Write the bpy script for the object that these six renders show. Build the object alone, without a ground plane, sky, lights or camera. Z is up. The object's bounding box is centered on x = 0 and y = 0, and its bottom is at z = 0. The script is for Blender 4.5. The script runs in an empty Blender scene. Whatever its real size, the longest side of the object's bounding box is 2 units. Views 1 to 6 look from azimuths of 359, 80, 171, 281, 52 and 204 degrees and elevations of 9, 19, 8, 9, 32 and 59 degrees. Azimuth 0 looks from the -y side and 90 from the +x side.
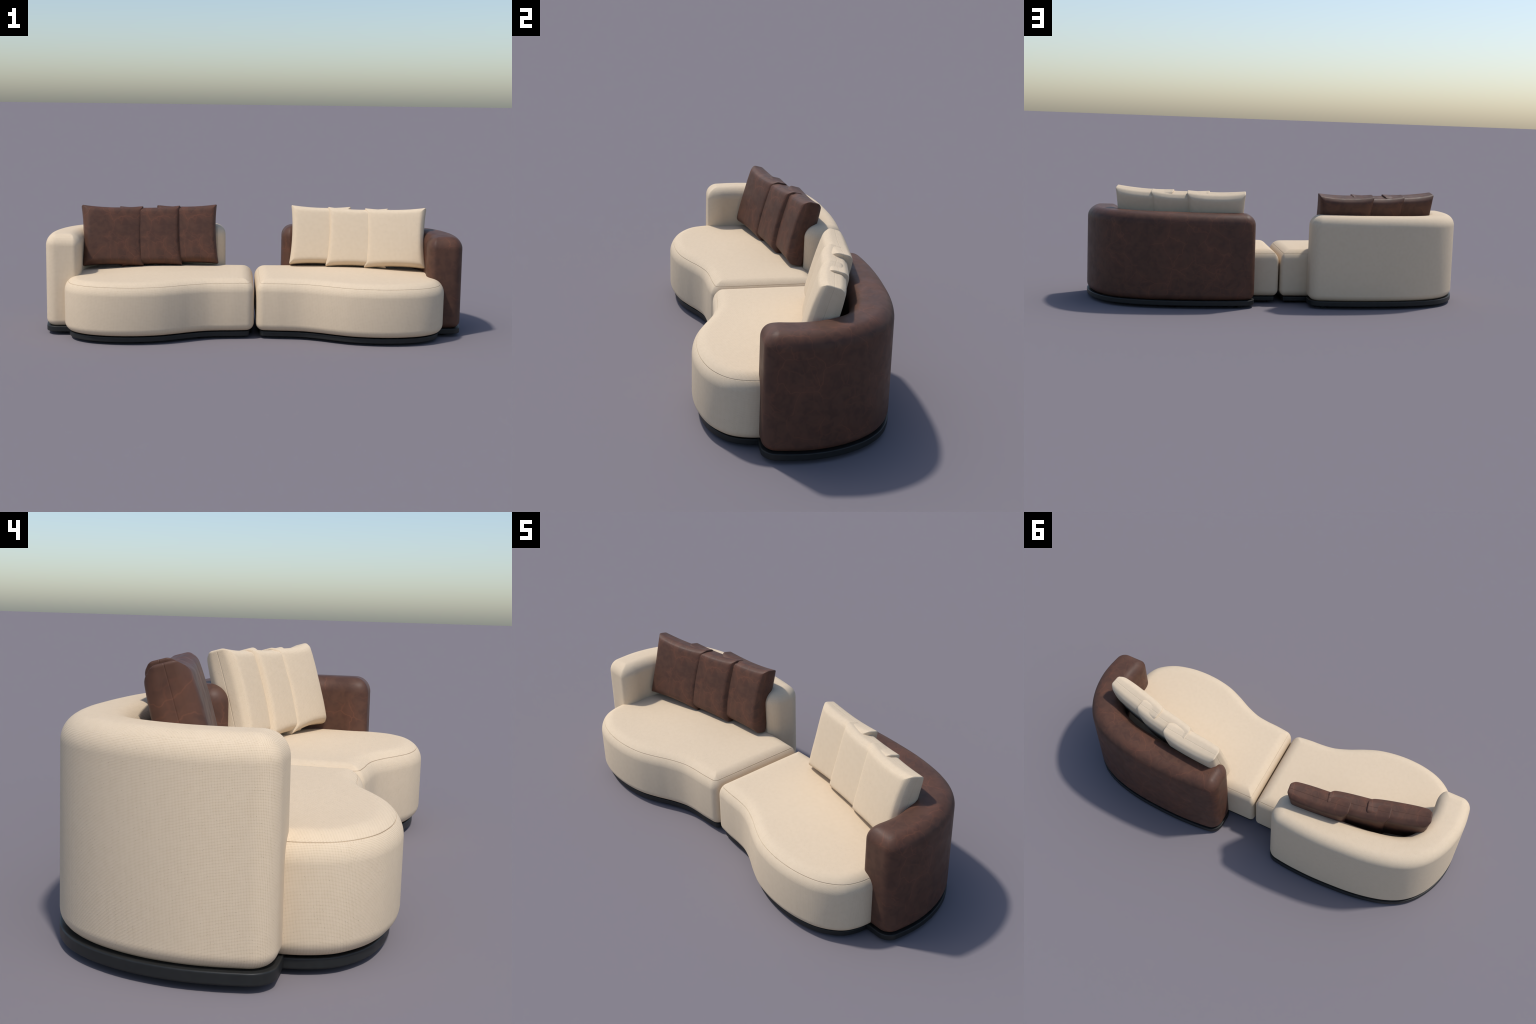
"""Two mirrored curved sofa halves: seat, wrap-around backrest, plinths, feet, three cushions each."""
import bpy, bmesh, math
import numpy as np
from mathutils import Matrix, Vector, noise
from mathutils.geometry import delaunay_2d_cdt

# ------------------------------------------------------------------ plan curves
def catmull(points, step=0.004):
    """Centripetal-like smooth curve through the control points, evenly resampled."""
    p = np.array(points, float)
    p = np.vstack([2 * p[0] - p[1], p, 2 * p[-1] - p[-2]])
    out = []
    for i in range(1, len(p) - 2):
        a, b, c, d = p[i - 1], p[i], p[i + 1], p[i + 2]
        n = max(2, int(np.linalg.norm(c - b) / 0.0015))
        t0 = 0.0
        t1 = t0 + max(np.linalg.norm(b - a), 1e-6) ** 0.5
        t2 = t1 + max(np.linalg.norm(c - b), 1e-6) ** 0.5
        t3 = t2 + max(np.linalg.norm(d - c), 1e-6) ** 0.5
        t = np.linspace(t1, t2, n, endpoint=False)[:, None]
        A1 = (t1 - t) / (t1 - t0) * a + (t - t0) / (t1 - t0) * b
        A2 = (t2 - t) / (t2 - t1) * b + (t - t1) / (t2 - t1) * c
        A3 = (t3 - t) / (t3 - t2) * c + (t - t2) / (t3 - t2) * d
        B1 = (t2 - t) / (t2 - t0) * A1 + (t - t0) / (t2 - t0) * A2
        B2 = (t3 - t) / (t3 - t1) * A2 + (t - t1) / (t3 - t1) * A3
        out.append((t2 - t) / (t2 - t1) * B1 + (t - t1) / (t2 - t1) * B2)
    out.append(p[-2][None])
    return resample(np.vstack(out), step, closed=False)


def resample(p, step, closed):
    q = np.vstack([p, p[:1]]) if closed else p
    s = np.concatenate([[0], np.cumsum(np.linalg.norm(np.diff(q, axis=0), axis=1))])
    n = max(4, int(round(s[-1] / step)))
    t = np.linspace(0, s[-1], n + 1)
    r = np.stack([np.interp(t, s, q[:, k]) for k in range(2)], 1)
    return r[:-1] if closed else r


def walk(path, length):
    """Trim `length` off the start of an open path."""
    s = np.concatenate([[0], np.cumsum(np.linalg.norm(np.diff(path, axis=0), axis=1))])
    at = np.array([np.interp(length, s, path[:, k]) for k in range(2)])
    return np.vstack([at, path[s > length + 1e-6]])


def join_rounded(sections, radii, step=0.004):
    """Join open sections into one loop; the corner AFTER section i is rounded by radii[i]."""
    cut = []
    for i, s in enumerate(sections):
        s = walk(np.array(s, float), radii[i - 1])
        s = walk(s[::-1], radii[i])[::-1]
        cut.append(s)
    loop = []
    for i, s in enumerate(cut):
        nxt, corner = cut[(i + 1) % len(cut)], np.array(sections[i][-1], float)
        loop.append(s)
        t = np.linspace(0, 1, 14)[1:-1, None]
        a, b = s[-1], nxt[0]
        k = 0.552
        c1, c2 = a + (corner - a) * k, b + (corner - b) * k
        loop.append((1 - t) ** 3 * a + 3 * (1 - t) ** 2 * t * c1 + 3 * (1 - t) * t * t * c2 + t ** 3 * b)
    return ccw(resample(np.vstack(loop), step, closed=True))


def ccw(p):
    q = np.roll(p, -1, 0)
    return p if np.sum(p[:, 0] * q[:, 1] - q[:, 0] * p[:, 1]) > 0 else p[::-1].copy()


def outward(p, closed=True):
    d = np.roll(p, -1, 0) - np.roll(p, 1, 0) if closed else np.gradient(p, axis=0)
    d /= np.linalg.norm(d, axis=1)[:, None] + 1e-12
    return np.stack([d[:, 1], -d[:, 0]], 1)


def inset(p, amount):
    """Parallel curve inside the loop; over-run corners close up into a mitre."""
    q = p - outward(p) * amount
    if amount <= 1e-6:
        return q
    far = np.linalg.norm(q[:, None] - p[None], axis=2).min(1)
    good = far > amount - 6e-5
    if good.all() or not good.any():
        return q
    n, idx = len(q), np.flatnonzero(good)
    for a, b in zip(idx, np.roll(idx, -1)):
        gap = (b - a) % n
        for j in range(1, gap):
            q[(a + j) % n] = (q[a] + q[b]) / 2
    return q


# ------------------------------------------------------------------ solids
def arc(x0, z0, r, a0, a1, n):
    """(inset, height) points of a circular arc with centre (x0, z0); angles in degrees, 0 = outward."""
    return [(x0 - r * math.cos(math.radians(a)), z0 + r * math.sin(math.radians(a))) for a in np.linspace(a0, a1, n)]


def puff(name, outline, profile, cap_step=0.02, shape=None):
    """Loft the loop through (inset, height) rings from underside to top and cap both ends."""
    bm = bmesh.new()
    rings = []
    for amount, z in profile:
        r = inset(outline, amount) if amount >= 0 else outline - outward(outline) * amount
        rings.append([bm.verts.new((x, y, z)) for x, y in r])
    n = len(outline)
    for lo, hi in zip(rings, rings[1:]):
        for i in range(n):
            j = (i + 1) % n
            bm.faces.new((lo[i], lo[j], hi[j], hi[i]))
    for ring, (amount, z), up in ((rings[0], profile[0], False), (rings[-1], profile[-1], True)):
        loop = np.array([v.co[:2] for v in ring])
        keep = [0]
        for i in range(1, n):
            if np.linalg.norm(loop[i] - loop[keep[-1]]) > 2e-4:
                keep.append(i)
        loop = loop[keep]
        lo, hi = loop.min(0), loop.max(0)
        gx, gy = np.meshgrid(np.arange(lo[0], hi[0], cap_step), np.arange(lo[1], hi[1], cap_step))
        g = np.stack([gx.ravel(), gy.ravel()], 1)
        inside = np.zeros(len(g), bool)
        a, b = loop, np.roll(loop, -1, 0)
        for (x0, y0), (x1, y1) in zip(a, b):
            hit = ((y0 > g[:, 1]) != (y1 > g[:, 1]))
            inside ^= hit & (g[:, 0] < (x1 - x0) * (g[:, 1] - y0) / (y1 - y0 + 1e-15) + x0)
        g = g[inside]
        if len(g):
            g = g[np.linalg.norm(g[:, None] - loop[None], axis=2).min(1) > cap_step * 0.45]
        pts = [Vector(p) for p in np.vstack([loop, g])]
        m = len(loop)
        vo, _, fo, *_ = delaunay_2d_cdt(pts, [(i, (i + 1) % m) for i in range(m)], [list(range(m))], 1, 1e-6)
        vs = [bm.verts.new((p.x, p.y, z)) for p in vo]
        for f in fo:
            try:
                bm.faces.new([vs[i] for i in (f if up else f[::-1])])
            except ValueError:
                pass
    bmesh.ops.remove_doubles(bm, verts=bm.verts, dist=1.5e-4)
    bmesh.ops.dissolve_degenerate(bm, edges=bm.edges, dist=1e-6)
    bmesh.ops.recalc_face_normals(bm, faces=bm.faces)
    if shape:
        for v in bm.verts:
            v.co = shape(v.co)
    me = bpy.data.meshes.new(name)
    bm.to_mesh(me)
    bm.free()
    me.polygons.foreach_set("use_smooth", [True] * len(me.polygons))
    return me


def mirrored(me, name):
    m = me.copy()
    m.name = name
    m.transform(Matrix.Scale(-1, 4, (1, 0, 0)))
    m.flip_normals()
    return m


# ------------------------------------------------------------------ materials
class Graph:
    def __init__(self, name):
        self.mat = bpy.data.materials.new(name)
        self.mat.use_nodes = True
        self.t = self.mat.node_tree
        self.bsdf = self.t.nodes["Principled BSDF"]

    def node(self, kind, **props):
        n = self.t.nodes.new(kind)
        for k, v in props.items():
            setattr(n, k, v)
        return n

    def put(self, sock, value):
        if isinstance(value, bpy.types.NodeSocket):
            self.t.links.new(value, sock)
        elif isinstance(value, (tuple, list)) and len(value) == 3 and sock.type == "RGBA":
            sock.default_value = (*value, 1)
        else:
            sock.default_value = value

    def math(self, op, a, b=0.0, c=0.0, clamp=False):
        n = self.node("ShaderNodeMath", operation=op, use_clamp=clamp)
        for s, v in zip(n.inputs, (a, b, c)):
            self.put(s, v)
        return n.outputs[0]

    def vec(self, op, a, b=(0, 0, 0), out=0):
        n = self.node("ShaderNodeVectorMath", operation=op)
        self.put(n.inputs[0], a)
        if op == "SCALE":
            self.put(n.inputs["Scale"], b)
        else:
            self.put(n.inputs[1], b)
        return n.outputs[out]

    def mix(self, f, a, b):
        n = self.node("ShaderNodeMix", data_type="RGBA")
        self.put(n.inputs[0], f)
        self.put(n.inputs[6], a)
        self.put(n.inputs[7], b)
        return n.outputs[2]

    def ramp(self, v, lo, hi, a=0.0, b=1.0):
        n = self.node("ShaderNodeMapRange", interpolation_type="SMOOTHSTEP")
        for s, x in zip(n.inputs, (v, lo, hi, a, b)):
            self.put(s, x)
        return n.outputs[0]

    def noise(self, co, scale, detail=3.0, rough=0.5, out=0):
        n = self.node("ShaderNodeTexNoise")
        self.put(n.inputs["Vector"], co)
        n.inputs["Scale"].default_value, n.inputs["Detail"].default_value, n.inputs["Roughness"].default_value = scale, detail, rough
        return n.outputs[out]

    def xyz(self, v):
        n = self.node("ShaderNodeSeparateXYZ")
        self.put(n.inputs[0], v)
        return n.outputs

    def bump(self, h, strength, distance, normal=None):
        n = self.node("ShaderNodeBump")
        n.inputs["Strength"].default_value, n.inputs["Distance"].default_value = strength, distance
        self.put(n.inputs["Height"], h)
        if normal:
            self.put(n.inputs["Normal"], normal)
        return n.outputs[0]


def woven_fabric(name, base, gap, thread=0.0027):
    """Plain-weave upholstery: crossing threads, tan gaps between them, a few dark slubs."""
    g = Graph(name)
    tc = g.node("ShaderNodeTexCoord")
    co, nrm = tc.outputs["Object"], tc.outputs["Normal"]
    x, y, z = g.xyz(co)
    nx, ny, nz = (g.math("ABSOLUTE", s) for s in g.xyz(nrm))
    wob = g.math("MULTIPLY", g.math("SUBTRACT", g.noise(co, 30, 2), 0.5), 0.002)
    is_top = g.math("GREATER_THAN", nz, g.math("MAXIMUM", nx, ny))
    is_x = g.math("GREATER_THAN", nx, ny)

    def pick(f, a, b):
        n = g.node("ShaderNodeMix", data_type="FLOAT")
        for s, v in zip((n.inputs[0], n.inputs[2], n.inputs[3]), (f, a, b)):
            g.put(s, v)
        return n.outputs[0]
    u = g.math("ADD", pick(is_top, pick(is_x, x, y), x), wob)
    v = g.math("ADD", pick(is_top, z, y), wob)
    k = 1.0 / thread
    us, vs = g.math("MULTIPLY", u, k), g.math("MULTIPLY", v, k)
    def ridge(s):
        return g.math("ABSOLUTE", g.math("SINE", g.math("MULTIPLY", s, math.pi)))
    ru, rv = ridge(us), ridge(vs)
    cell = g.node("ShaderNodeCombineXYZ")
    g.put(cell.inputs[0], g.math("FLOOR", us))
    g.put(cell.inputs[1], g.math("FLOOR", vs))
    wn = g.node("ShaderNodeTexWhiteNoise", noise_dimensions="2D")
    g.put(wn.inputs["Vector"], cell.outputs[0])
    rnd = wn.outputs["Value"]
    # bright lattice: high along thread centres of either direction
    weave = g.math("MAXIMUM", g.math("POWER", g.math("SUBTRACT", 1.0, ru), 1.2), g.math("POWER", g.math("SUBTRACT", 1.0, rv), 1.2))
    hole = g.math("MULTIPLY", ru, rv)
    var = g.ramp(g.noise(co, 60, 3), 0.3, 0.72, 0.75, 1.0)
    col = g.mix(g.math("MULTIPLY", g.math("MULTIPLY", hole, var), 0.75), base, gap)
    slub = g.math("MULTIPLY", g.math("GREATER_THAN", rnd, 0.972), g.ramp(hole, 0.55, 0.95))
    col = g.mix(g.math("MULTIPLY", slub, g.ramp(g.noise(co, 150, 2), 0.35, 0.65, 0.1, 0.6)), col, tuple(c * 0.42 for c in gap))
    cloud = g.ramp(g.noise(co, 9, 3), 0.3, 0.7, 0.0, 1.0)
    col = g.mix(g.math("MULTIPLY", cloud, 0.04), col, tuple(c * 0.86 for c in base))
    g.put(g.bsdf.inputs["Base Color"], col)
    g.bsdf.inputs["Roughness"].default_value = 0.92
    g.bsdf.inputs["Specular IOR Level"].default_value = 0.15
    h = g.math("ADD", weave, g.math("MULTIPLY", g.noise(co, 900, 2), 0.3))
    g.put(g.bsdf.inputs["Normal"], g.bump(h, 0.35, 0.0006))
    return g.mat


def leather(name, dark, mid, red, cell=1.0):
    """Pull-up leather: cloudy dark patches, reddish veins where the grain is stretched, fine pores."""
    g = Graph(name)
    tc = g.node("ShaderNodeTexCoord")
    co = tc.outputs["Object"]
    warp = g.vec("SCALE", g.vec("SUBTRACT", g.noise(co, 11, 3, 0.55, 1), (0.5, 0.5, 0.5)), 0.075)
    wco = g.vec("ADD", co, warp)

    def veins(scale, width, mask_scale, lo, hi):
        v = g.node("ShaderNodeTexVoronoi", feature="DISTANCE_TO_EDGE")
        g.put(v.inputs["Vector"], wco)
        v.inputs["Scale"].default_value = scale
        line = g.ramp(v.outputs["Distance"], 0.0, width, 1.0, 0.0)
        return g.math("MULTIPLY", line, g.ramp(g.noise(co, mask_scale, 2), lo, hi))
    fine = veins(19 * cell, 0.07, 9, 0.42, 0.62)
    broad = veins(8.5 * cell, 0.022, 6, 0.36, 0.56)
    halo = veins(8.5 * cell, 0.30, 6, 0.36, 0.62)
    cloud = g.ramp(g.noise(wco, 27 * cell, 4, 0.6), 0.33, 0.62)
    col = g.mix(cloud, dark, mid)
    col = g.mix(g.math("MULTIPLY", halo, 0.48), col, tuple(0.6 * r + 0.4 * m for r, m in zip(red, mid)))
    col = g.mix(g.math("MULTIPLY", fine, 0.36), col, red)
    col = g.mix(g.math("MULTIPLY", broad, 0.55), col, tuple(1.15 * c for c in red))
    grain = g.noise(co, 420, 3, 0.6)
    col = g.mix(g.ramp(grain, 0.35, 0.7, 0.0, 0.25), col, mid)
    g.put(g.bsdf.inputs["Base Color"], col)
    g.put(g.bsdf.inputs["Roughness"], g.ramp(g.noise(co, 22, 3), 0.3, 0.7, 0.47, 0.56))
    g.bsdf.inputs["Specular IOR Level"].default_value = 0.2
    h = g.math("ADD", g.math("MULTIPLY", grain, 0.5), g.math("MULTIPLY", fine, -0.4))
    g.put(g.bsdf.inputs["Normal"], g.bump(h, 0.12, 0.0008))
    return g.mat


def lacquer(name, colour):
    g = Graph(name)
    co = g.node("ShaderNodeTexCoord").outputs["Object"]
    g.put(g.bsdf.inputs["Base Color"], g.mix(g.ramp(g.noise(co, 60, 4), 0.3, 0.7), colour, tuple(1.15 * c for c in colour)))
    g.put(g.bsdf.inputs["Roughness"], g.ramp(g.noise(co, 30, 3), 0.3, 0.7, 0.42, 0.5))
    g.bsdf.inputs["Specular IOR Level"].default_value = 0.3
    return g.mat


cream = woven_fabric("cream_woven_fabric", (0.73, 0.598, 0.44), (0.50, 0.37, 0.225))
brown = leather("brown_leather", (0.073, 0.0365, 0.026), (0.097, 0.0480, 0.0322), (0.150, 0.060, 0.036))
black = lacquer("charcoal_lacquer", (0.0145, 0.0155, 0.0155))

# ------------------------------------------------------------------ plan outlines (right-hand half, x > 0)
# outer face of the wrap-around back, from its free inner end round to the front of the arm
OUTER = catmull([(0.143, 0.353), (0.20, 0.364), (0.29, 0.373), (0.40, 0.376), (0.50, 0.372), (0.60, 0.364),
                 (0.69, 0.349), (0.77, 0.327), (0.84, 0.295), (0.895, 0.252), (0.938, 0.197), (0.970, 0.132),
                 (0.990, 0.065), (0.9995, -0.005), (0.9985, -0.06), (0.991, -0.12), (0.980, -0.1755)])
THICK = 0.168
nrm = outward(OUTER, closed=False)
if nrm[len(nrm) // 2] @ np.array([1, 1]) < 0:
    nrm = -nrm
INNER = OUTER - nrm * THICK
keep = (INNER[:, 1] > -0.1755)
INNER = INNER[keep]
INNER[0] = (0.143, 0.203)
back_outline = join_rounded([OUTER, np.linspace(OUTER[-1], (INNER[-1][0], -0.1755), 20), INNER[::-1], np.linspace(INNER[0], OUTER[0], 20)],
                            [0.045, 0.042, 0.042, 0.046])

SEAT_FRONT = catmull([(0.0045, -0.240), (0.05, -0.246), (0.10, -0.2515), (0.16, -0.255), (0.22, -0.264), (0.29, -0.2905),
                      (0.36, -0.326), (0.43, -0.356), (0.50, -0.373), (0.57, -0.3805), (0.64, -0.3795), (0.70, -0.371),
                      (0.77, -0.350), (0.825, -0.317), (0.863, -0.278), (0.886, -0.225), (0.895, -0.165),
                      (0.895, -0.05), (0.88, 0.05), (0.845, 0.14), (0.78, 0.215), (0.68, 0.262), (0.55, 0.278), (0.42, 0.275), (0.28, 0.25), (0.17, 0.229), (0.12, 0.227)])
seat_outline = join_rounded([SEAT_FRONT, np.linspace((0.12, 0.227), (0.0045, 0.226), 20), np.linspace((0.0045, 0.226), (0.0045, -0.240), 60)],
                            [0.0005, 0.022, 0.034])

# ------------------------------------------------------------------ profiles (inset, height)
SEAT_TOP, R = 0.281, 0.062


def seam(x0, z0, r, at, width, depth):
    """Tight sewn crease cut into a circular arc at angle `at` (degrees)."""
    d = math.degrees(width / 2 / r)
    pts = arc(x0, z0, r, at - 3 * d, at - d, 2)
    pts += arc(x0, z0, r - depth * 0.7, at - 0.8 * d, at - 0.8 * d, 1) + arc(x0, z0, r - depth, at, at, 1) + arc(x0, z0, r - depth * 0.7, at + 0.8 * d, at + 0.8 * d, 1)
    return pts + arc(x0, z0, r, at + d, at + 3 * d, 2)


seat_profile = ([(0.060, 0.036)] + arc(0.036, 0.072, 0.036, -90, 0, 9)
                + arc(R, SEAT_TOP - R, R, 3, 40, 9) + seam(R, SEAT_TOP - R, R, 44, 0.0013, 0.0026)
                + arc(R, SEAT_TOP - R, R, 48, 90, 9) + [(0.075, SEAT_TOP + 0.0004)])
RB = 0.056
TAPER = 0.002  # the upholstery draws in slightly towards the top
back_profile = [(0.055, 0.037)] + arc(0.034, 0.071, 0.034, -90, 0, 9) + arc(RB + TAPER, 0.476 - RB, RB, 0, 90, 14) + [(0.068, 0.4763)]


def plinth_profile(lo, hi, shift):
    """Flat-sided skirting board with narrow eased edges; its middle rises to carry the upholstery."""
    r = 0.003
    return ([(shift + 0.03, lo), (shift + r + 0.003, lo)] + arc(shift + r, lo + r, r, -90, 0, 4) + [(shift, lo + r + 0.002), (shift, hi - r - 0.002)]
            + arc(shift + r, hi - r, r, 0, 90, 4) + [(shift + r + 0.003, hi), (shift + 0.040, hi), (shift + 0.044, 0.040)])


def seat_shape(co):
    """Top panel is very slightly crowned and uneven."""
    k = max(0.0, (co.z - 0.2)) / 0.08
    d = noise.noise(Vector((co.x * 4, co.y * 4, 3.1)))
    crown = 0.013 * math.exp(-((abs(co.x) - 0.47) / 0.26) ** 2 - ((co.y + 0.02) / 0.17) ** 2)
    return Vector((co.x, co.y, co.z + (0.0012 * d + crown) * min(1.0, k)))


def back_shape(co):
    d = noise.noise(Vector((co.x * 5, co.y * 5, co.z * 3)))
    return Vector((co.x, co.y, co.z + 0.001 * d * max(0.0, (co.z - 0.4) / 0.07)))


seat_mesh = puff("seat", seat_outline, seat_profile, 0.02, seat_shape)
back_mesh = puff("backrest", back_outline, back_profile, 0.012, back_shape)
seat_plinth_mesh = puff("seat_plinth", seat_outline, plinth_profile(0.010, 0.0330, 0.020), 0.03)
back_plinth_mesh = puff("backrest_plinth", back_outline, plinth_profile(0.013, 0.0385, -0.0005), 0.03)

# ------------------------------------------------------------------ cushion
HALF_W, HALF_H, EDGE = 0.1515, 0.1510, 0.048


def cushion_outline():
    """Square with pinched-in sides and tight, slightly eared corners."""
    def side(a, b, pinch):
        t = np.linspace(0, 1, 60)[:, None]
        a, b = np.array(a, float), np.array(b, float)
        p = a + (b - a) * t
        return p * 1.0 - pinch * np.array([(b - a)[1], -(b - a)[0]]) / np.linalg.norm(b - a) * (4 * t * (1 - t)) ** 0.9
    c = [(-HALF_W, -HALF_H), (HALF_W, -HALF_H), (HALF_W, HALF_H), (-HALF_W, HALF_H)]
    return join_rounded([side(c[i], c[(i + 1) % 4], 0.0112) for i in range(4)], [0.007] * 4, 0.003)


def cushion_shape(co):
    u, v = co.x / HALF_W, co.y / HALF_H
    e = max(0.0, 1 - u * u) * max(0.0, 1 - v * v)
    corner = (min(1.0, abs(u)) * min(1.0, abs(v))) ** 3
    s = co.z / EDGE
    z = co.z * (1 - 0.26 * corner) + (0.0085 * math.copysign(1, s) * e ** 0.6 if abs(s) > 0.9 else 0.0)
    # puckers running in from the corners
    pk = noise.noise(Vector((co.x * 38, co.y * 38, co.z * 20))) * 0.0008 * corner
    return Vector((co.x, co.y, z + pk))


r = 0.028
cushion_profile = ([(0.040, -EDGE)] + arc(r, -EDGE + r, r, -90, 0, 9) + [(0.0, -0.003), (0.0, -0.0006), (0.0007, 0.0), (0.0, 0.0006), (0.0, 0.003)]
                   + arc(r, EDGE - r, r, 0, 90, 9) + [(0.040, EDGE)])
cushion_mesh = puff("cushion", cushion_outline(), cushion_profile, 0.008, cushion_shape)


def cushion_matrix(inner_mid, yaw, lean, tilt):
    """Front face's inner edge midpoint, plan angle, backward lean and in-plane tilt (degrees)."""
    a, th, ro = (math.radians(q) for q in (yaw, lean, tilt))
    ex = Vector((math.cos(a), -math.sin(a), 0))
    nb = Vector((math.sin(a), math.cos(a), 0))
    up = math.cos(th) * Vector((0, 0, 1)) + math.sin(th) * nb
    n = math.cos(th) * nb - math.sin(th) * Vector((0, 0, 1))
    ex, up = math.cos(ro) * ex + math.sin(ro) * up, math.cos(ro) * up - math.sin(ro) * ex
    c = Vector(inner_mid) + ex * 0.1450 + up * 0.0012 + n * 0.0335
    # local x = width, y = up, z = towards the sitter
    return Matrix(((ex.x, up.x, -n.x, c.x), (ex.y, up.y, -n.y, c.y), (ex.z, up.z, -n.z, c.z), (0, 0, 0, 1)))


CUSHIONS = [cushion_matrix((0.5505, 0.0805, 0.4395), 14.5, 15.5, 2.4),
            cushion_matrix((0.3675, 0.1230, 0.4395), 10.5, 15.5, 0.0),
            cushion_matrix((0.1875, 0.1625, 0.4430), 6.0, 15.5, -0.6)]

# ------------------------------------------------------------------ feet
def foot_mesh():
    bm = bmesh.new()
    bmesh.ops.create_cone(bm, cap_ends=True, segments=32, radius1=0.016, radius2=0.018, depth=0.016, matrix=Matrix.Translation((0, 0, 0.008)))
    me = bpy.data.meshes.new("foot")
    bm.to_mesh(me)
    bm.free()
    return me


FEET = [(0.07, -0.17), (0.07, 0.16), (0.45, -0.27), (0.78, -0.26), (0.42, 0.12), (0.22, 0.32), (0.60, 0.30), (0.90, 0.15), (0.92, -0.11)]

# ------------------------------------------------------------------ assembly
SCENE = bpy.context.scene.collection


def add(name, data, parent, material=None, matrix=None):
    o = bpy.data.objects.new(name, data)
    SCENE.objects.link(o)
    o.parent = parent
    if material and not data.materials:
        data.materials.append(material)
    if matrix is not None:
        o.matrix_local = matrix
    return o


S = Matrix.Scale(-1, 4, (1, 0, 0))
foot = foot_mesh()
foot.materials.append(black)
for sign, back_mat, pillow_mat, label in ((1, brown, cream, "curved cream sofa with brown leather back and cream cushions"),
                                          (-1, cream, brown, "curved cream sofa with cream back and brown leather cushions")):
    root = bpy.data.objects.new("curved_sofa", None)
    SCENE.objects.link(root)
    root["label"], root["category"] = label, "sofa"
    parts = (("seat", seat_mesh, cream), ("backrest", back_mesh, back_mat), ("seat_plinth", seat_plinth_mesh, black), ("backrest_plinth", back_plinth_mesh, black))
    for name, me, mat in parts:
        me = me.copy() if sign > 0 else mirrored(me, name)
        add(name, me, root, mat)
    pillow = cushion_mesh.copy()
    pillow.materials.append(pillow_mat)
    for m in CUSHIONS:
        add("cushion", pillow, root, None, m if sign > 0 else S @ m @ S)
    for x, y in FEET:
        add("foot", foot, root, None, Matrix.Translation((sign * x, y, 0)))
for me in (seat_mesh, back_mesh, seat_plinth_mesh, back_plinth_mesh, cushion_mesh):
    bpy.data.meshes.remove(me)
